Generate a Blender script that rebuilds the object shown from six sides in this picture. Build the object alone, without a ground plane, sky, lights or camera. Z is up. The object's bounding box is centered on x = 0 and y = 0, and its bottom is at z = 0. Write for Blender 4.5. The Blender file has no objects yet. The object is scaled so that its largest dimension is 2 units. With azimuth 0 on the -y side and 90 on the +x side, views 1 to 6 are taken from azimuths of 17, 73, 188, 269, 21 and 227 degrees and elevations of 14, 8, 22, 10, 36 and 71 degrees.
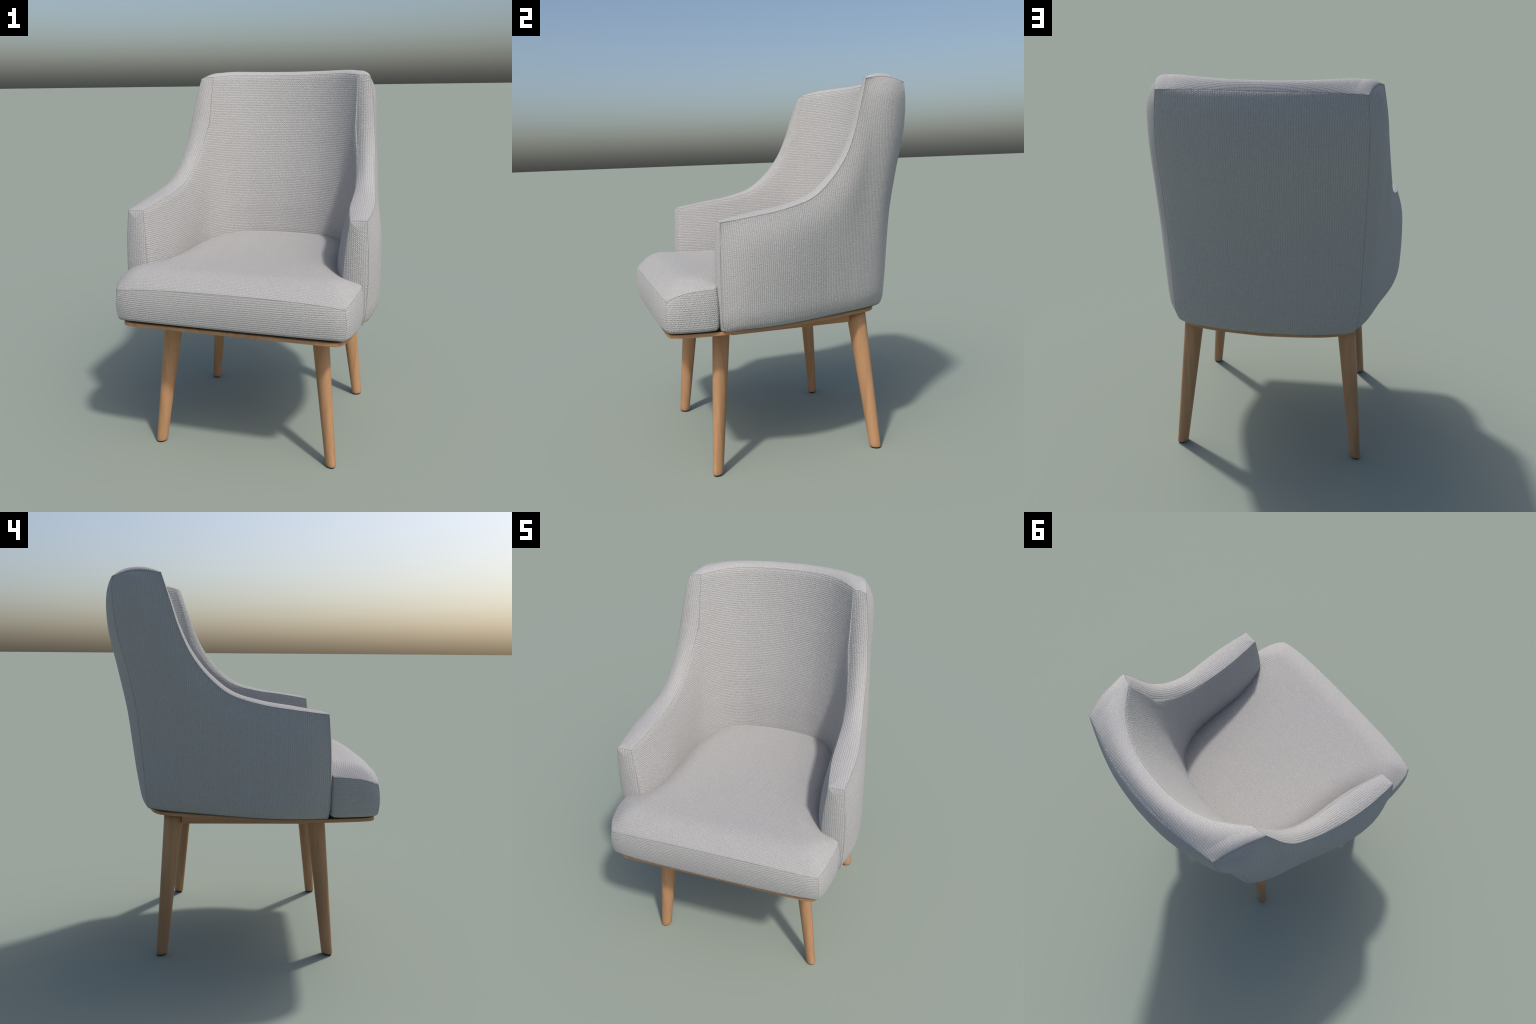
"""Upholstered armchair: knitted light-grey shell made of sewn panels, a T-shaped seat
cushion, a thin wooden base plate with side rails and four splayed, tapered wooden legs."""
import bpy, math
import numpy as np

# ------------------------------------------------------------------ curves
def spline(ctrl, n, kinks=()):
    """Smooth curve through control points (Catmull-Rom, centripetal); n samples, even in length.
    At the listed control points the curve is broken (a corner)."""
    C = np.asarray(ctrl, float)
    cuts = [0, *sorted(kinks), len(C) - 1]
    parts = []
    for a, b in zip(cuts[:-1], cuts[1:]):
        P = _smooth(C[a:b + 1], 240)
        parts.append(P if not parts else P[1:])
    return resample(np.concatenate(parts), n)


def _smooth(C, n):
    k = len(C)
    if k == 2:
        s = np.linspace(0, 1, n)[:, None]
        return C[0] * (1 - s) + C[1] * s
    t = np.r_[0, np.cumsum(np.linalg.norm(np.diff(C, axis=0), axis=1) ** .5)]
    m = np.zeros_like(C)
    for i in range(1, k - 1):
        a, b = t[i] - t[i - 1], t[i + 1] - t[i]
        m[i] = ((C[i] - C[i - 1]) / a * b + (C[i + 1] - C[i]) / b * a) / (a + b)
    m[0] = 1.5 * (C[1] - C[0]) / (t[1] - t[0]) - .5 * m[1]
    m[-1] = 1.5 * (C[-1] - C[-2]) / (t[-1] - t[-2]) - .5 * m[-2]
    T = np.linspace(0, t[-1], n)
    i = np.clip(np.searchsorted(t, T, side='right') - 1, 0, k - 2)
    h = (t[i + 1] - t[i])[:, None]
    s = ((T - t[i]) / h[:, 0])[:, None]
    return ((2*s**3 - 3*s**2 + 1) * C[i] + (s**3 - 2*s**2 + s) * h * m[i]
            + (-2*s**3 + 3*s**2) * C[i + 1] + (s**3 - s**2) * h * m[i + 1])


def length_of(P):
    return np.r_[0, np.cumsum(np.linalg.norm(np.diff(P, axis=0), axis=1))]


def at(P, q):
    """Points of polyline P at fractions q of its length."""
    L = length_of(P)
    return np.stack([np.interp(np.asarray(q) * L[-1], L, P[:, a]) for a in range(3)], -1)


def resample(P, n):
    return at(P, np.linspace(0, 1, n))


def mirror(P):
    return np.asarray(P)[::-1] * [-1, 1, 1]


def both(P):
    """Right half (ending on x = 0) continued by its mirror image."""
    P = np.array(P, float)
    return np.concatenate([P, mirror(P)[1:]])


def coons(u0, u1, v0, v1, qu=None, qv=None):
    """Patch between u0 (v=0), u1 (v=1) running along u, and v0 (u=0), v1 (u=1) running along v."""
    nu, nv = len(u0), len(v0)
    s = np.linspace(0, 1, nu)[:, None, None] if qu is None else np.asarray(qu)[:, None, None]
    t = np.linspace(0, 1, nv)[None, :, None] if qv is None else np.asarray(qv)[None, :, None]
    A = (1 - t) * u0[:, None] + t * u1[:, None]
    B = (1 - s) * v0[None] + s * v1[None]
    D = (1 - s) * (1 - t) * u0[0] + s * (1 - t) * u0[-1] + (1 - s) * t * u1[0] + s * t * u1[-1]
    return A + B - D


def eased(q, P, width):
    """Curve P (at parameters q) with its corners rounded off over `width`; the ends stay put."""
    w = np.exp(-((q[:, None] - q[None]) / width) ** 2) * np.gradient(q)[None]
    S = (w @ P) / w.sum(1, keepdims=True)
    k = np.clip(np.minimum(q - q[0], q[-1] - q) / (2.2 * width), 0, 1)[:, None]
    k = k * k * (3 - 2 * k)
    return P * (1 - k) + S * k


def eased_coons(u0, u1, v0, v1, q, width, qv, power=5):
    """Coons patch whose edge u1 may have corners: they die out quickly away from that edge."""
    soft = eased(q, u1, width)
    G = coons(u0, soft, v0, v1, qu=q, qv=qv)
    t = qv[None, :, None]
    return G + (u1 - soft)[:, None] * t ** power


def normals(G):
    du, dv = np.gradient(G, axis=0), np.gradient(G, axis=1)
    n = np.cross(du, dv)
    return n / (np.linalg.norm(n, axis=2, keepdims=True) + 1e-12)


def edge_distance(G, sides):
    """Distance (m) of each grid point to the chosen sides of the patch: 'a' u=0, 'b' u=1, 'c' v=0, 'd' v=1."""
    lu = np.r_[np.zeros((1, G.shape[1])), np.cumsum(np.linalg.norm(np.diff(G, axis=0), axis=2), axis=0)]
    lv = np.concatenate([np.zeros((G.shape[0], 1)), np.cumsum(np.linalg.norm(np.diff(G, axis=1), axis=2), axis=1)], 1)
    d = np.full(G.shape[:2], 9.)
    if 'a' in sides: d = np.minimum(d, lu)
    if 'b' in sides: d = np.minimum(d, lu[-1:] - lu)
    if 'c' in sides: d = np.minimum(d, lv)
    if 'd' in sides: d = np.minimum(d, lv[:, -1:] - lv)
    return d


def distance_to(G, line):
    """Distance of every grid point to a polyline."""
    out = np.empty(G.shape[:2])
    a, ab = line[:-1], np.diff(line, axis=0)
    for i, row in enumerate(G):
        t = np.clip(((row[:, None] - a[None]) * ab[None]).sum(2) / (ab * ab).sum(1)[None], 0, 1)
        out[i] = np.sqrt((((row[:, None] - a[None]) - t[..., None] * ab[None]) ** 2).sum(2).min(1))
    return out


def rise(d, reach):
    """0 on an edge, 1 from `reach` inwards, with a soft shoulder."""
    k = np.clip(d / reach, 0, 1)
    return 1 - (1 - k) ** 2


def sew(G, sides, out, puff=.004, roll=.030, groove=.0006, d=None):
    """Stuffed panel: swells by `puff` a little way in from its seams and is pulled down into a fine groove at the stitching."""
    d = edge_distance(G, sides) if d is None else d
    k = np.clip(d / roll, 0, 1)
    h = puff * (1 - (1 - k) ** 2) + groove * (1 - np.exp(-(d / .0028) ** 2))
    return G + out * normals(G) * h[..., None]


def dense_ends(n, power=1.7):
    """Parameters 0..1, closer together near both ends so that seams get fine geometry."""
    t = np.linspace(-1, 1, n)
    return (np.sign(t) * (1 - (1 - np.abs(t)) ** power) + 1) / 2


# ------------------------------------------------------------------ objects
chair = bpy.data.objects.new('upholstered_armchair', None)
bpy.context.scene.collection.objects.link(chair)
chair['label'] = 'light grey knitted-fabric armchair with tapered wooden legs'
chair['category'] = 'armchair'


def add(name, V, F, mat, parent=chair, smooth=True):
    me = bpy.data.meshes.new(name)
    me.from_pydata(np.asarray(V).reshape(-1, 3).tolist(), [], [list(map(int, f)) for f in F])
    me.polygons.foreach_set('use_smooth', [smooth] * len(me.polygons))
    me.materials.append(mat)
    me.update()
    ob = bpy.data.objects.new(name, me)
    bpy.context.scene.collection.objects.link(ob)
    ob.parent = parent
    return ob


def grid_faces(nu, nv, closed_u=False, flip=False, base=0):
    F = []
    for i in range(nu if closed_u else nu - 1):
        j = (i + 1) % nu
        for k in range(nv - 1):
            q = (i * nv + k, j * nv + k, j * nv + k + 1, i * nv + k + 1)
            F.append([base + x for x in (q[::-1] if flip else q)])
    return F


def panel(name, G, mat, flip=False, parent=chair):
    return add(name, G, grid_faces(G.shape[0], G.shape[1], flip=flip), mat, parent)


# ------------------------------------------------------------------ materials
def nodes_of(name):
    m = bpy.data.materials.new(name)
    m.use_nodes = True
    t = m.node_tree
    return m, t, t.nodes['Principled BSDF']


class Graph:
    """Tiny helper for writing node formulas."""
    def __init__(self, tree):
        self.t = tree

    def node(self, kind, **props):
        n = self.t.nodes.new(kind)
        for k, v in props.items():
            setattr(n, k, v)
        return n

    def put(self, socket, v):
        if isinstance(v, (int, float)):
            socket.default_value = v
        elif isinstance(v, (tuple, list)):
            socket.default_value = v
        else:
            self.t.links.new(v, socket)

    def math(self, op, a, b=0., c=0.):
        n = self.node('ShaderNodeMath', operation=op)
        for s, v in zip(n.inputs, (a, b, c)):
            self.put(s, v)
        return n.outputs[0]

    def mix(self, f, a, b):
        n = self.node('ShaderNodeMix', data_type='RGBA')
        self.put(n.inputs[0], f)
        self.put(n.inputs[6], a)
        self.put(n.inputs[7], b)
        return n.outputs[2]

    def ramp_value(self, x, pts):
        """Piecewise-linear function of x given as (x, y) pairs, as a Float Curve-like chain of Map Range nodes."""
        (x0, y0) = pts[0]
        out = y0
        for (xa, ya), (xb, yb) in zip(pts[:-1], pts[1:]):
            n = self.node('ShaderNodeMapRange', clamp=True)
            for s, v in zip(n.inputs, (x, xa, xb, 0., yb - ya)):
                self.put(s, v)
            out = self.math('ADD', out, n.outputs[0])
        return out


FABRIC = (.408, .404, .403)          # light warm grey yarn
RIB, STITCH = .0102, .0092           # width of a knitted rib, length of a stitch (m)


def knit(name, across, along, bow=None, around=None):
    """Knitted fabric. across / along: weights of object x, y, z that measure the distance across
    the ribs and along them; bow: (axis, points) subtracts a curved centre line from `across`;
    around: (centre y, radius) runs the ribs round the chair, `along` is then an arc length."""
    m, t, bsdf = nodes_of(name)
    g = Graph(t)
    co = g.node('ShaderNodeTexCoord').outputs['Object']
    sep = g.node('ShaderNodeSeparateXYZ')
    g.put(sep.inputs[0], co)
    wob = g.node('ShaderNodeTexNoise')
    g.put(wob.inputs['Vector'], co)
    g.put(wob.inputs['Scale'], 34.)
    g.put(wob.inputs['Detail'], 2.)

    def measure(w):
        s = 0.
        for axis, k in enumerate(w):
            if k:
                v = sep.outputs[axis]
                if axis == 0 and k < 0:          # mirrored sides share one rule
                    v = g.math('MINIMUM', g.math('ABSOLUTE', v), .585)
                s = g.math('MULTIPLY_ADD', v, float(k), s)
        return s
    a = measure(across)
    if bow:
        ax, pts = bow
        a = g.math('SUBTRACT', g.math('ABSOLUTE', sep.outputs[0]), g.ramp_value(sep.outputs[ax], pts))
    if around:
        l = g.math('MULTIPLY', g.math('ARCTAN2', sep.outputs[0], g.math('SUBTRACT', sep.outputs[1], around[0])), around[1])
    else:
        l = measure(along)
    a = g.math('MULTIPLY_ADD', g.math('SUBTRACT', wob.outputs[0], .5), .0035, a)
    ra = g.math('DIVIDE', a, RIB)
    fr = g.math('FRACT', g.math('ADD', ra, 500.))
    cell = g.math('FLOOR', g.math('ADD', ra, 500.))
    ridge = g.math('SINE', g.math('MULTIPLY', fr, math.pi))                   # rounded rib
    # slanted stitches: each rib is a row of leaning loops, shifted from rib to rib
    jit = g.node('ShaderNodeTexWhiteNoise', noise_dimensions='1D')
    g.put(jit.inputs['W'], cell)
    ph = g.math('ADD', g.math('DIVIDE', l, STITCH), g.math('MULTIPLY', fr, .85))
    ph = g.math('ADD', ph, g.math('MULTIPLY', jit.outputs[0], .6))
    shake = g.node('ShaderNodeTexNoise')                                       # hand of the yarn: loops drift out of step
    g.put(shake.inputs['Vector'], co)
    g.put(shake.inputs['Scale'], 75.)
    g.put(shake.inputs['Detail'], 1.)
    ph = g.math('MULTIPLY_ADD', shake.outputs[0], 1.5, ph)
    loop = g.math('MULTIPLY_ADD', g.math('SINE', g.math('MULTIPLY', ph, 2 * math.pi)), .5, .5)
    fuzz = g.node('ShaderNodeTexNoise')
    g.put(fuzz.inputs['Vector'], co)
    g.put(fuzz.inputs['Scale'], 190.)
    g.put(fuzz.inputs['Detail'], 3.)
    g.put(fuzz.inputs['Roughness'], .65)
    patch = g.node('ShaderNodeTexNoise')
    g.put(patch.inputs['Vector'], co)
    g.put(patch.inputs['Scale'], 7.)
    one = g.node('ShaderNodeTexWhiteNoise', noise_dimensions='2D')             # every loop a little different
    xy = g.node('ShaderNodeCombineXYZ')
    g.put(xy.inputs[0], cell)
    g.put(xy.inputs[1], g.math('FLOOR', ph))
    g.put(one.inputs['Vector'], xy.outputs[0])
    h = g.math('MULTIPLY_ADD', loop, g.math('MULTIPLY_ADD', one.outputs[0], .50, .22), g.math('MULTIPLY', g.math('POWER', ridge, .7), .62))
    h = g.math('MULTIPLY_ADD', fuzz.outputs[0], 1.0, h)
    # colour: the gaps between loops are tinted darker
    gap = g.math('SUBTRACT', 1., g.math('MULTIPLY', g.math('POWER', ridge, .5), g.math('MULTIPLY_ADD', loop, .50, .50)))
    gap = g.math('MULTIPLY', gap, g.math('MULTIPLY_ADD', fuzz.outputs[0], 1.6, .1))
    base = g.mix(patch.outputs[0], tuple(c * .985 for c in FABRIC) + (1,), tuple(c * 1.015 for c in FABRIC) + (1,))
    base = g.mix(one.outputs[0], base, tuple(c * 1.10 for c in FABRIC) + (1,))
    dark = tuple(c * .62 for c in FABRIC) + (1,)
    col = g.mix(g.math('MULTIPLY', gap, .72), base, dark)
    t.links.new(col, bsdf.inputs['Base Color'])
    bsdf.inputs['Roughness'].default_value = .92
    bsdf.inputs['Specular IOR Level'].default_value = .18
    bsdf.inputs['Sheen Weight'].default_value = .12
    bsdf.inputs['Sheen Roughness'].default_value = .5
    b = g.node('ShaderNodeBump')
    g.put(b.inputs['Strength'], .75)
    g.put(b.inputs['Distance'], .0028)
    g.put(b.inputs['Height'], h)
    t.links.new(b.outputs[0], bsdf.inputs['Normal'])
    return m


def wood(name, grain):
    """Oiled beech; grain: index of the object axis the fibres follow."""
    m, t, bsdf = nodes_of(name)
    g = Graph(t)
    co = g.node('ShaderNodeTexCoord').outputs['Object']
    mp = g.node('ShaderNodeMapping')
    g.put(mp.inputs['Vector'], co)
    sc = [26., 26., 26.]
    sc[grain] = 1.5
    mp.inputs['Scale'].default_value = sc
    n1 = g.node('ShaderNodeTexNoise')
    g.put(n1.inputs['Vector'], mp.outputs[0])
    g.put(n1.inputs['Scale'], 1.)
    g.put(n1.inputs['Detail'], 5.)
    g.put(n1.inputs['Distortion'], .8)
    mp2 = g.node('ShaderNodeMapping')
    g.put(mp2.inputs['Vector'], co)
    sc2 = [180., 180., 180.]
    sc2[grain] = 9.
    mp2.inputs['Scale'].default_value = sc2
    n2 = g.node('ShaderNodeTexNoise')
    g.put(n2.inputs['Vector'], mp2.outputs[0])
    g.put(n2.inputs['Scale'], 1.)
    g.put(n2.inputs['Detail'], 2.)
    r = g.node('ShaderNodeValToRGB')
    r.color_ramp.elements[0].position, r.color_ramp.elements[1].position = .36, .66
    r.color_ramp.elements[0].color = (.362, .196, .095, 1)
    r.color_ramp.elements[1].color = (.460, .256, .130, 1)
    g.put(r.inputs[0], n1.outputs[0])
    col = g.mix(g.math('MULTIPLY', g.math('SUBTRACT', n2.outputs[0], .3), .35), r.outputs[0], (.31, .162, .084, 1))
    t.links.new(col, bsdf.inputs['Base Color'])
    bsdf.inputs['Roughness'].default_value = .5
    bsdf.inputs['Specular IOR Level'].default_value = .35
    b = g.node('ShaderNodeBump')
    g.put(b.inputs['Strength'], .08)
    g.put(b.inputs['Distance'], .001)
    g.put(b.inputs['Height'], n2.outputs[0])
    t.links.new(b.outputs[0], bsdf.inputs['Normal'])
    return m


def plain(name, col, rough):
    m, t, bsdf = nodes_of(name)
    g = Graph(t)
    n = g.node('ShaderNodeTexNoise')
    g.put(n.inputs['Vector'], g.node('ShaderNodeTexCoord').outputs['Object'])
    g.put(n.inputs['Scale'], 120.)
    t.links.new(g.mix(n.outputs[0], tuple(c * .8 for c in col) + (1,), tuple(c * 1.2 for c in col) + (1,)), bsdf.inputs['Base Color'])
    bsdf.inputs['Roughness'].default_value = rough
    return m


# ------------------------------------------------------------------ key points of the shell (right half)
TOP_IN, TOP_OUT, TOP_BACK = (.440, .403, 1.968), (.509, .385, 1.960), (.446, .629, 1.948)
ARM_IN, ARM_OUT = (.541, -.422, 1.292), (.622, -.425, 1.293)
BOTTOM = .778
mitre_top = [TOP_IN, (.478, .394, 1.9685), TOP_OUT]      # seam across the rim at the top corner

inner_sweep = [TOP_IN, (.4435, .358, 1.82), (.445, .326, 1.70), (.465, .262, 1.58), (.483, .173, 1.47),
               (.494, .05, 1.383), (.501, -.10, 1.343), (.512, -.25, 1.322), ARM_IN]
outer_sweep = [TOP_OUT, (.536, .339, 1.82), (.550, .300, 1.70), (.565, .244, 1.58), (.577, .159, 1.47),
               (.595, .05, 1.384), (.618, -.10, 1.339), (.628, -.25, 1.315), ARM_OUT]
back_seam = [TOP_BACK, (.456, .631, 1.85), (.463, .613, 1.70), (.464, .564, 1.50), (.463, .524, 1.30),
             (.460, .504, 1.10), (.458, .488, .90), (.452, .481, .82), (.440, .468, .785)]
top_inner = [TOP_IN, (.400, .443, 1.973), (.300, .522, 1.979), (.150, .578, 1.976), (0, .592, 1.974)]
top_back = [TOP_BACK, (.300, .661, 1.956), (.150, .685, 1.959), (0, .693, 1.959)]
top_side = [TOP_OUT, (.491, .460, 1.970), (.471, .540, 1.968), TOP_BACK]
front_outer = [ARM_OUT, (.634, -.434, 1.15), (.638, -.438, 1.0), (.634, -.438, .90), (.628, -.436, .82), (.617, -.428, .775)]
front_inner = [ARM_IN, (.529, -.433, 1.15), (.524, -.437, 1.0), (.522, -.436, .90), (.520, -.432, BOTTOM)]
side_bottom = [(.440, .468, .785), (.468, .395, .779), (.542, .150, .775), (.607, -.06, .774), (.633, -.20, .774), (.633, -.33, .774), (.617, -.428, .775)]
back_bottom = [(.440, .468, .785), (.37, .492, .781), (.20, .518, .778), (0, .530, .777)]
inner_bottom = [(.515, -.432, .86), (.470, -.32, .86), (.449, -.20, .86), (.449, -.05, .86), (.443, .06, .86), (.424, .16, .86), (.395, .228, .86), (.345, .304, .86),
                (.225, .370, .86), (.10, .390, .86), (0, .397, .86)]

# ------------------------------------------------------------------ fabrics
fabric_inner = knit('knit_fabric_inner', (0, 0, 1), None, around=(-.10, .50))
fabric_side = knit('knit_fabric_side', (-.45, 1, 0), (0, 0, 1))
fabric_back = knit('knit_fabric_back', (1, 0, 0), (0, 0, 1))
centre = [((p[0] + q[0]) / 2, (p[2] + q[2]) / 2) for p, q in zip(inner_sweep, outer_sweep)]
fabric_sweep = knit('knit_fabric_edge', (1, 0, 0), (0, .8, .8), bow=(2, [(z, x) for x, z in reversed(centre)]))
fabric_front = knit('knit_fabric_arm_front', (1, 0, 0), (0, 0, 1))
fabric_top = knit('knit_fabric_top', (0, 1, 0), (1, 0, 0))
for n in fabric_top.node_tree.nodes:                   # the cloth is stretched flat over the top rail
    if n.bl_idname == 'ShaderNodeBump':
        n.inputs['Strength'].default_value = .42
fabric_seat = knit('knit_fabric_seat', (0, 1, .7), (1, 0, 0))
fabric_seat_band = knit('knit_fabric_seat_band', (0, 0, 1), None, around=(-.30, .50))
beech_z, beech_y = wood('beech_wood_leg', 2), wood('beech_wood_board', 1)
black_cloth = plain('black_lining', (.012, .012, .013), .9)
black_plastic = plain('black_plastic', (.015, .015, .016), .5)

# ------------------------------------------------------------------ shell panels
NV = 120

# outer side panel: columns from the bottom edge up to (top side seam + swept edge)
rim = np.concatenate([spline(top_side[::-1], 120), spline(outer_sweep, 400)[1:]])
rl = length_of(rim) / length_of(rim)[-1]
mixq = .55 * rl + .45 * (rim[0, 1] - rim[:, 1]) / (rim[0, 1] - rim[-1, 1])
NS = 220
corner = mixq[119]
q = np.unique(np.r_[dense_ends(NS, 1.8), corner])
top_u = np.stack([np.interp(q, mixq, rim[:, a]) for a in range(3)], -1)
low = spline(side_bottom, 400)
# bottom point of each column: nearly below its top point
low_fr = np.interp(np.clip((.468 - top_u[:, 1]) / .893, -.2, 1.2), np.clip((.468 - low[:, 1]) / .893, 0, 1), length_of(low) / length_of(low)[-1])
low_fr = .72 * np.clip(low_fr, 0, 1) + .28 * q
low_fr = (low_fr - low_fr[0]) / (low_fr[-1] - low_fr[0])
low_fr = np.clip(eased(q, low_fr[:, None], .12)[:, 0], 0, 1)
low_u = at(low, low_fr)
tv = dense_ends(NV, 1.8)
v_back = at(spline(back_seam[::-1], 300), tv)
v_front = at(spline(front_outer[::-1], 300), tv)
S = coons(low_u, top_u, v_back, v_front, qu=q, qv=tv)
d_top, d_sweep = distance_to(S, resample(rim[:120], 80)), distance_to(S, resample(rim[119:], 220))
d_rim = np.minimum(d_top, d_sweep)
d_low, d_rear, d_fore = distance_to(S, resample(low, 120)), distance_to(S, v_back), distance_to(S, v_front)
yy = np.clip((.47 - S[..., 1] + .13 * np.clip((S[..., 2] - 1.1) / .8, 0, 1)) / .9, 0, 1)      # 0 near the back seam, 1 at the arm front
full = .026 - .004 * np.exp(-((yy - .36) / .2) ** 2) + .020 * np.exp(-((yy - .08) / .16) ** 2) * np.interp(S[..., 2], [.80, 1.1, 1.5], [.25, .65, 1.])
full *= rise(d_top, .075) * rise(d_sweep, .16) * rise(d_low, .06) * rise(d_rear, .085) * rise(d_fore, .13)
S[..., 0] += full
# one even surface: local plane fit of x over (y, z), faded out towards the seams
pick = S[::5, 3::5].reshape(-1, 3)
near = rise(np.minimum(np.minimum(d_rim, d_rear), np.minimum(d_fore, d_low)), .06)
for i in range(S.shape[0]):
    dy, dz = pick[None, :, 1] - S[i, :, None, 1], pick[None, :, 2] - S[i, :, None, 2]
    w = np.exp(-(dy * dy + dz * dz) / .045 ** 2)
    M = np.stack([np.ones_like(dy), dy, dz], -1)
    MtM = np.einsum('kp,kpa,kpb->kab', w, M, M) + 1e-9 * np.eye(3)
    rhs = np.einsum('kp,kpa,p->ka', w, M, pick[:, 0])
    S[i, :, 0] += near[i] * (np.linalg.solve(MtM, rhs[..., None])[:, 0, 0] - S[i, :, 0])
fold = np.sin(S[..., 1] * 47 + 1.7 * np.sin(S[..., 2] * 5.5) + .6) + .5 * np.sin(S[..., 1] * 83 - 1.1 * np.sin(S[..., 2] * 7.) + 2.)
fold_zone = np.exp(-((S[..., 2] - .98) / .20) ** 2) * np.exp(-((S[..., 1] - .16) / .20) ** 2) * near
S[..., 0] += 0.0006 * fold * fold_zone
S = sew(S, 'abd', 1, puff=.003, d=np.minimum(np.minimum(d_rim, d_rear), d_fore))
SR = S
panel('side_panel', SR, fabric_side)
panel('side_panel', SR * [-1, 1, 1], fabric_side, flip=True)

# back panel
NB = 141
bq = dense_ends(NB, 1.8)
bt = at(both(spline(top_back, 200)), bq)
bb = at(both(spline(back_bottom, 200)), bq)
B = coons(bb, bt, v_back, v_back * [-1, 1, 1], qu=bq, qv=tv)
# swelling of the back at mid width beyond the seams, by height
zc = v_back[:, 2]
swell = np.interp(zc, [.785, .83, .88, 1.0, 1.17, 1.30, 1.40, 1.60, 1.75, 1.85, 1.90, 1.947], [.0, .012, .021, .033, .040, .046, .050, .048, .040, .031, .022, 0])
for _ in range(30):                                    # no kinks in the profile
    swell[1:-1] = (swell[:-2] + swell[1:-1] + swell[2:]) / 3
xw = (1 - np.abs(2 * bq - 1) ** 2.7)
B[..., 1] += swell[None] * xw[:, None]
B = sew(B, 'abd', 1, puff=.003)
panel('back_panel', B, fabric_back, flip=False)

# top band
tq = dense_ends(181, 1.5)
edge_in = np.concatenate([spline(mitre_top[::-1], 40), both(spline(top_inner, 200))[1:-1], mirror(spline(mitre_top[::-1], 40))])
edge_back = both(spline(top_back, 200))
L_in = length_of(edge_in) / length_of(edge_in)[-1]
mq = .5 * L_in + .5 * (edge_in[0, 0] - edge_in[:, 0]) / (2 * edge_in[0, 0])
tu = np.stack([np.interp(tq, mq, edge_in[:, a]) for a in range(3)], -1)
tt = dense_ends(51, 1.6)
T = coons(at(edge_back, tq), tu, at(spline(top_side[::-1], 100), tt), at(spline(top_side[::-1], 100), tt) * [-1, 1, 1], qu=tq, qv=tt)
crown = .0115 * np.sin(math.pi * tt) ** .8
ends = 1 + .55 * np.exp(-((np.abs(2 * tq - 1) - .80) / .2) ** 2)
fade = np.clip((1 - np.abs(2 * tq - 1)) / .10, 0, 1)
fade = np.sqrt(1 - (1 - fade) ** 2)
T[..., 2] += crown[None] * (ends * fade)[:, None]
T = sew(T, 'abcd', 1, puff=.001, groove=.0003)
panel('top_band', T, fabric_top, flip=False)

# swept edge strip on top of the arms and up the sides of the back
sq = np.linspace(0, 1, 200)
sq = dense_ends(220, 1.4)
so, si = at(spline(outer_sweep, 400), sq), at(spline(inner_sweep, 400, kinks=(2,)), sq)
st = dense_ends(31, 1.5)
W = coons(si, so, qu=sq, qv=st, v0=at(spline(mitre_top, 80), st), v1=(1 - st[:, None]) * si[-1] + st[:, None] * so[-1])
swell_w = np.interp(sq, [0, .10, .25, .50, .72, 1], [.004, .010, .017, .018, .011, .008])[:, None]
W = sew(W, 'abcd', 1, puff=swell_w, roll=.056)
panel('edge_strip', W, fabric_sweep)
panel('edge_strip', W * [-1, 1, 1], fabric_sweep, flip=True)

# front strip of each arm
fo, fi = resample(spline(front_outer, 300), 90), resample(spline(front_inner, 300), 90)
A = coons(fi, fo, qv=st, v0=(1 - st[:, None]) * fi[0] + st[:, None] * fo[0], v1=(1 - st[:, None]) * fi[-1] + st[:, None] * fo[-1])
A = sew(A, 'acd', 1, puff=.010, roll=.05)
panel('arm_front', A, fabric_front)
panel('arm_front', A * [-1, 1, 1], fabric_front, flip=True)

# inner panel (inside of arms and back in one piece)
rim_i = np.concatenate([spline(inner_sweep[::-1], 400, kinks=(6,)), spline(top_inner, 200)[1:]])
low_i = spline(inner_bottom, 400)
n_sweep = 400
Li = length_of(rim_i)
wi = Li / Li[-1]
yi = np.r_[(rim_i[:n_sweep, 1] + .422) / (.403 + .422) * .68, .68 + .32 * (.44 - rim_i[n_sweep:, 0]) / .44]
mi = .5 * wi + .5 * yi
hq = 1 - np.linspace(1, 0, 150) ** 1.0
hq = np.r_[np.linspace(0, 1, 9)[:-1] ** 2 * hq[2], hq[2:]]
hq = np.unique(np.r_[hq, mi[n_sweep - 1]])
ti = np.stack([np.interp(hq, mi, rim_i[:, a]) for a in range(3)], -1)
bi = at(low_i, np.interp(hq, [0, .30, mi[n_sweep - 1], 1], [0, .36, .64, 1]))
NI = 120
iv = dense_ends(NI, 1.7)
v0 = at(spline(front_inner[::-1], 300), np.interp(iv, [0, 1], [.16, 1]))
bi[0] = v0[0]
full_t, full_b = both(ti), both(bi)
fq = np.r_[hq / 2, 1 - hq[::-1][1:] / 2]
I = eased_coons(full_b, full_t, v0, v0 * [-1, 1, 1], fq, .05, iv)
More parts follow.
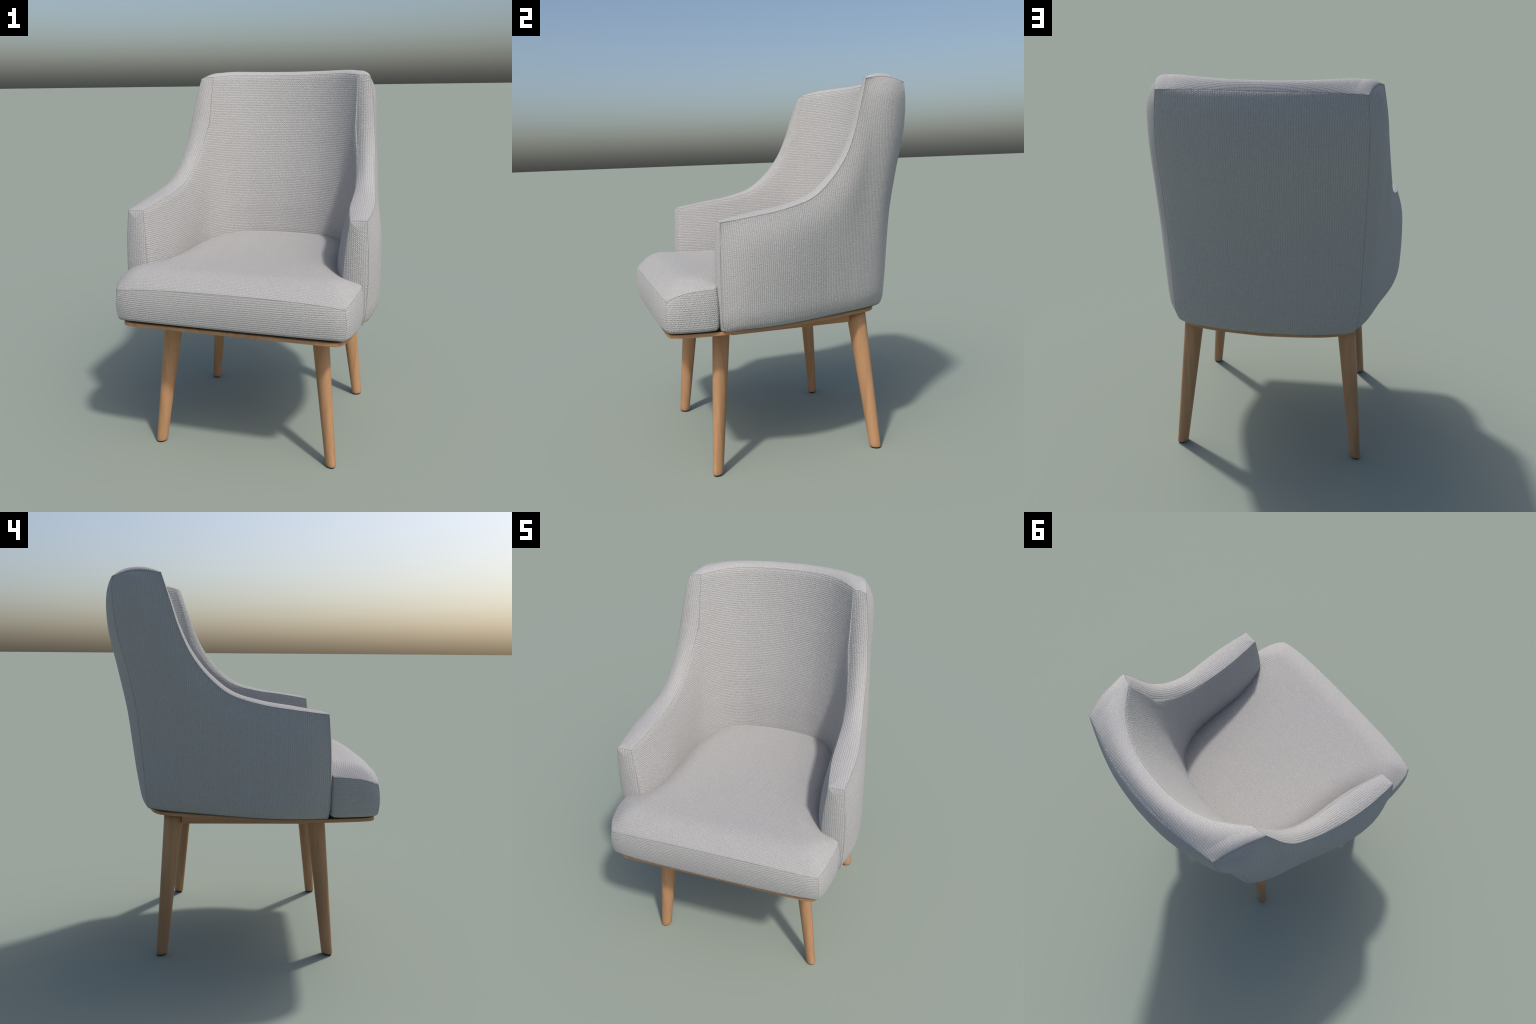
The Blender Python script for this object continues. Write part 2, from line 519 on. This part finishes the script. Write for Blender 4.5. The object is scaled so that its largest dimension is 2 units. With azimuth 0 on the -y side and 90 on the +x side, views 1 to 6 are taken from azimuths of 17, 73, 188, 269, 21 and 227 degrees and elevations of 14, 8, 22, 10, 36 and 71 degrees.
# the lumbar padding: the lower part stands upright before it leans back, so it comes inwards
lean = (full_t - full_b)
lean[:, 2] = 0
pad = np.interp(iv, [0, .10, .18, .30, .45, .62, .80, 1], [0, .10, .155, .18, .155, .09, .03, 0])
back_part = np.interp(np.abs(full_b[:, 0]), [0, .18, .30, .40, .46], [1, .95, .78, .45, .25])
I = I - lean[:, None] * (pad[None, :] * back_part[:, None])[..., None]
arm_pad = .016 * np.exp(-((np.abs(fq - .5) * 2 - .74) / .24) ** 2)[:, None] * (np.sin(math.pi * iv) ** 1.0)[None]
I[..., 0] -= np.sign(I[..., 0]) * arm_pad * rise(edge_distance(I, 'ab'), .07)
I = sew(I, 'abd', -1, puff=.004)
panel('inner_panel', I, fabric_inner, flip=True)

# underside of the shell: closes it just above the base plate
under = np.concatenate([low_u[::-1] * [1, 1, 1], both(spline(back_bottom, 60))[1:], (low_u * [-1, 1, 1])[1:]])
inset = under * [.86, .86, 1] + [0, 0, .012]
U = np.stack([under, inset], 1)
panel('shell_underside', U, fabric_side)

# ------------------------------------------------------------------ seat cushion
SEAT_Z = 1.040
# outline of the seam round the top (right half, front centre to back centre)
front_line = [(0, -.714, .966), (.20, -.713, .964), (.40, -.709, .956), (.52, -.699, .944), (.572, -.687, .932)]
side_line = [(.572, -.687, .932), (.593, -.64, .958), (.607, -.57, .974), (.614, -.50, .979), (.611, -.458, .978)]
neck_line = [(.611, -.458, .978), (.588, -.446, .990), (.54, -.438, 1.000), (.508, -.40, .998), (.478, -.30, .988), (.467, -.15, .983), (.465, .0, .985),
             (.445, .13, .994), (.395, .25, 1.012), (.345, .315, 1.025), (.24, .385, 1.032), (.11, .415, 1.036), (0, .425, 1.036)]
f_c, s_c, n_c = spline(front_line, 90), spline(side_line, 50), spline(neck_line, 120)
half = np.concatenate([f_c, s_c[1:], n_c[1:]])
loop = np.concatenate([half, (half * [-1, 1, 1])[::-1][1:-1]])
n_loop = len(loop)
heart = np.array([0, -.47])
rows = np.linspace(0, 1, 70) ** 1.5


r_grid = np.zeros((n_loop, len(rows), 3))
for k, s in enumerate(rows):
    xy = loop[:, :2] * (1 - s) + heart * s
    # straight distance to the outline
    dx = xy[:, None, 0] - loop[None, ::2, 0]
    dy = xy[:, None, 1] - loop[None, ::2, 1]
    dist2 = dx * dx + dy * dy
    w = np.exp(-(np.sqrt(dist2) - np.sqrt(dist2.min(1, keepdims=True))) / .02)
    d = np.sqrt(dist2.min(1))
    zs = (w * loop[None, ::2, 2]).sum(1) / w.sum(1)
    if s == 0:
        zs, d = loop[:, 2], np.zeros(n_loop)
    # roll radius: broad at the front, tighter beside arms and back
    broad = np.interp(xy[:, 1], [-.72, -.50, -.42, .0, .2], [.16, .14, .12, .12, .10])
    kk = np.clip(d / broad, 0, 1)
    z = zs + (SEAT_Z - zs) * (1 - (1 - kk) ** 2.0) ** .88
    z = z - .004 * np.exp(-((xy[:, 0] / .33) ** 2 + ((xy[:, 1] + .15) / .35) ** 2)) * (1 - np.exp(-d / .1))
    r_grid[:, k] = np.c_[xy, z]
# soften the crown: local plane fit of the height, faded out towards the seam
spots = r_grid[::6, ::3].reshape(-1, 3)
outline_d = np.stack([np.sqrt(((r_grid[i, :, None, :2] - loop[None, ::3, :2]) ** 2).sum(2)).min(1) for i in range(n_loop)])
for i in range(n_loop):
    dx, dy = spots[None, :, 0] - r_grid[i, :, None, 0], spots[None, :, 1] - r_grid[i, :, None, 1]
    w = np.exp(-(dx * dx + dy * dy) / .035 ** 2)
    M = np.stack([np.ones_like(dx), dx, dy], -1)
    fit = np.linalg.solve(np.einsum('kp,kpa,kpb->kab', w, M, M) + 1e-9 * np.eye(3), np.einsum('kp,kpa,p->ka', w, M, spots[:, 2])[..., None])[:, 0, 0]
    r_grid[i, :, 2] += rise(outline_d[i], .035) * (fit - r_grid[i, :, 2])
top = r_grid
cushion = add('seat_cushion', top, grid_faces(n_loop, len(rows), closed_u=True), fabric_seat)

# bands below the seam: front, the two ears' sides, and the back part; each goes down and rolls under
BZ = np.array([0, .06, .12, .25, .4, .55, .7, .82, .9, .95, .98, 1.0])
BAND = np.linspace(0, 1, 36)


def band(line, floor, out_dir, name, bulge=.011, roll=.020, inset=None):
    P = []
    for i, p in enumerate(line):
        h = p[2] - floor[i]
        n = out_dir[i]
        col = []
        for s in BAND:
            z = p[2] - h * s
            o = bulge * math.sin(math.pi * min(1, s * 1.05)) ** .8
            e = floor[i] + roll - z
            if e > 0:
                o -= roll * (1 - math.sqrt(max(0, 1 - (e / roll) ** 2)))
            col.append((p[0] + n[0] * o, p[1] + n[1] * o, z))
        col.append((p[0] - n[0] * (roll + .05), p[1] - n[1] * (roll + .05), floor[i] + .001))
        P.append(col)
    return np.array(P)


def outward(line, end0=None, end1=None):
    d = np.gradient(line[:, :2], axis=0)
    n = np.c_[d[:, 1], -d[:, 0]]
    n /= np.linalg.norm(n, axis=1, keepdims=True)
    k = np.linspace(0, 1, len(n))
    for e, w in ((end0, np.exp(-k / .06)), (end1, np.exp(-(1 - k) / .06))):
        if e is not None:
            n = n * (1 - w[:, None]) + np.array(e) * w[:, None]
    return n / np.linalg.norm(n, axis=1, keepdims=True)


mitre = np.array([.78, -.62])
fl = both(f_c[::-1])                                   # right corner ... left corner
fr_n = outward(fl[::-1])[::-1]
kx = np.abs(fl[:, 0]) / .572
n_front = np.c_[np.sign(fl[:, 0]) * .78 * np.clip((kx - .9) / .1, 0, 1), -np.ones(len(fl)) * (1 - .38 * np.clip((kx - .9) / .1, 0, 1))]
n_front /= np.linalg.norm(n_front, axis=1, keepdims=True)
floor_front = .783 - .006 * kx ** 6
panel('cushion_front', band(fl, floor_front, n_front, 'front', bulge=.010), fabric_seat_band, flip=True, parent=cushion)
ear = np.concatenate([s_c, n_c[1:40]])
n_ear = outward(ear, end0=mitre / np.linalg.norm(mitre))
ear_band = band(ear, np.full(len(ear), .777), n_ear, 'ear', bulge=.010)
panel('cushion_side', ear_band, fabric_seat_band, parent=cushion, flip=True)
panel('cushion_side', ear_band * [-1, 1, 1], fabric_seat_band, parent=cushion)

# ------------------------------------------------------------------ base plate, lining, rails, legs
plate_half = [(0, .520), (.195, .505), (.317, .484), (.395, .453), (.432, .420), (.446, .392), (.475, .300), (.503, .213), (.549, .037), (.584, -.135), (.602, -.295),
              (.598, -.421), (.584, -.539), (.572, -.615), (.561, -.652), (.552, -.667), (.532, -.679), (.49, -.683), (.40, -.684), (0, -.684)]
pl = spline([(x, y, 0) for x, y in plate_half], 160)
pl = np.concatenate([pl, (pl * [-1, 1, 1])[::-1][1:-1]])


def slab(name, outline, z0, z1, chamfer, mat, parent=chair, inset=0.):
    c = outline.mean(0)
    d = np.gradient(np.r_[outline[-1:], outline, outline[:1]], axis=0)[1:-1]
    n = np.c_[d[:, 1], -d[:, 0], np.zeros(len(d))]
    n /= np.linalg.norm(n, axis=1, keepdims=True)
    if ((outline - c) * n).sum() < 0:
        n = -n
    levels = [(z0, -chamfer - inset), (z0 + chamfer * .35, -chamfer * .3 - inset), (z0 + chamfer, -inset), (z1 - chamfer, -inset), (z1 - chamfer * .3, -chamfer * .3 - inset), (z1, -chamfer - inset)]
    G = np.stack([outline + n * o + [0, 0, z] for z, o in levels], 1)
    N, K = len(outline), len(levels)
    F = grid_faces(N, K, closed_u=True)
    F += [[i * K for i in range(N)], [i * K + K - 1 for i in range(N)][::-1]]
    ob = add(name, G, F, mat, parent)
    for p in ob.data.polygons:
        p.use_smooth = len(p.vertices) == 4
    return ob


plate = slab('base_plate', pl, .750, .7680, .0022, beech_y)
slab('seat_lining', pl * [.975, .975, 1] + [0, 0, 0], .7680, .800, .002, black_cloth)


def box(name, lo, hi, mat, c=.002, parent=chair):
    (x0, y0, z0), (x1, y1, z1) = lo, hi
    out = np.array([(x0, y0, 0), (x1, y0, 0), (x1, y1, 0), (x0, y1, 0)], float)
    V, F = [], []
    lev = [(z0, c), (z0 + c, 0), (z1 - c, 0), (z1, c)]
    cx, cy = (x0 + x1) / 2, (y0 + y1) / 2
    for x, y, _ in out:
        for z, k in lev:
            V.append((x - math.copysign(k, x - cx), y - math.copysign(k, y - cy), z))
    F = grid_faces(4, 4, closed_u=True) + [[0, 4, 8, 12], [15, 11, 7, 3]]
    return add(name, V, F, mat, parent, smooth=False)


for sx in (1, -1):
    a, b = sorted((sx * .385, sx * .412))
    box('side_rail', (a, -.345, .697), (b, .309, .7495), beech_y)

# oval section: half-widths outwards (along the lean) and across it, at the floor and at the plate
FOOT_OUT, TOP_OUT_R, FOOT_ACROSS, TOP_ACROSS = .0312, .0530, .0250, .0418


def oval(c, turn, ro, ra, ph, z):
    ex, ey = math.cos(turn), math.sin(turn)
    u, v = ro * np.cos(ph), ra * np.sin(ph)
    return np.c_[c[0] + u * ex - v * ey, c[1] + u * ey + v * ex, np.full(len(ph), z)]


def leg(foot, head):
    """Oval leg: tapered, leaning from its foot to its head under the plate, cut level at both ends."""
    foot, head = np.array(foot), np.array(head)
    turn = math.atan2(math.copysign(1, foot[1]), math.copysign(1, foot[0]))
    n, lev = 48, np.r_[.0065, .0070, .0085, np.linspace(.03, .7495, 14)]
    G = []
    ph = np.linspace(0, 2 * math.pi, n, endpoint=False)
    for z in lev:
        t = z / .75
        c = foot * (1 - t) + head * t
        ro, ra = FOOT_OUT + (TOP_OUT_R - FOOT_OUT) * t, FOOT_ACROSS + (TOP_ACROSS - FOOT_ACROSS) * t
        k = .0012 * max(0, (.0085 - z) / .002) ** 2
        G.append(oval(c, turn, ro - k, ra - k, ph, z))
    G = np.stack(G, 1)
    K = len(lev)
    F = grid_faces(n, K, closed_u=True) + [[i * K for i in range(n)][::-1], [i * K + K - 1 for i in range(n)]]
    ob = add('leg', G, F, beech_z)
    for p in ob.data.polygons:
        p.use_smooth = len(p.vertices) == 4
    V = np.stack([oval(foot, turn, FOOT_OUT - k, FOOT_ACROSS - k, ph, z) for k, z in ((.0045, 0), (.0035, .001), (.0035, .0066))], 1)
    gl = add('glide', V, grid_faces(n, 3, closed_u=True) + [[i * 3 for i in range(n)][::-1]], black_plastic, parent=ob)


for sx in (1, -1):
    leg((sx * .477, -.463), (sx * .395, -.392))
    leg((sx * .477, .418), (sx * .395, .353))


# ------------------------------------------------------------------ stitched seams: a thin darker tube runs along each seam
def tube(P, r, sides=6):
    T = np.gradient(P, axis=0)
    T /= np.linalg.norm(T, axis=1, keepdims=True)
    up = np.where(np.abs(T[:, 2:]) > .9, [[1., 0, 0]], [[0, 0, 1.]])
    U = np.cross(T, up)
    U /= np.linalg.norm(U, axis=1, keepdims=True)
    V = np.cross(T, U)
    ph = np.linspace(0, 2 * math.pi, sides, endpoint=False)
    return P[None] + r * (np.cos(ph)[:, None, None] * U[None] + np.sin(ph)[:, None, None] * V[None])


dark_line = plain('seam_dark_line', tuple(c * .60 for c in FABRIC), .95)
halves = [inner_sweep, outer_sweep, back_seam, top_side, front_outer, front_inner, mitre_top, [ARM_IN, ARM_OUT]]
lines = [spline(h, 160, kinks=(2,) if h is inner_sweep else ()) for h in halves]
lines = lines + [P * [-1, 1, 1] for P in lines] + [both(spline(top_inner, 120)), both(spline(top_back, 120))]
V, F = [], []
for P in lines:
    G = tube(P, .0011)
    F += grid_faces(G.shape[0], G.shape[1], closed_u=True, base=sum(len(v) for v in V))
    V.append(G.reshape(-1, 3))
add('shell_seam', np.concatenate(V), F, dark_line)['kind'] = 'stuff'
V, F = [], []
edge_r = ear_band[0, :32]
for P in (fl, s_c, s_c * [-1, 1, 1], edge_r, edge_r * [-1, 1, 1]):
    G = tube(np.asarray(P), .0007 if P is edge_r or len(P) == len(edge_r) else .0011)
    F += grid_faces(G.shape[0], G.shape[1], closed_u=True, base=sum(len(v) for v in V))
    V.append(G.reshape(-1, 3))
add('cushion_seam', np.concatenate(V), F, dark_line, parent=cushion)['kind'] = 'stuff'
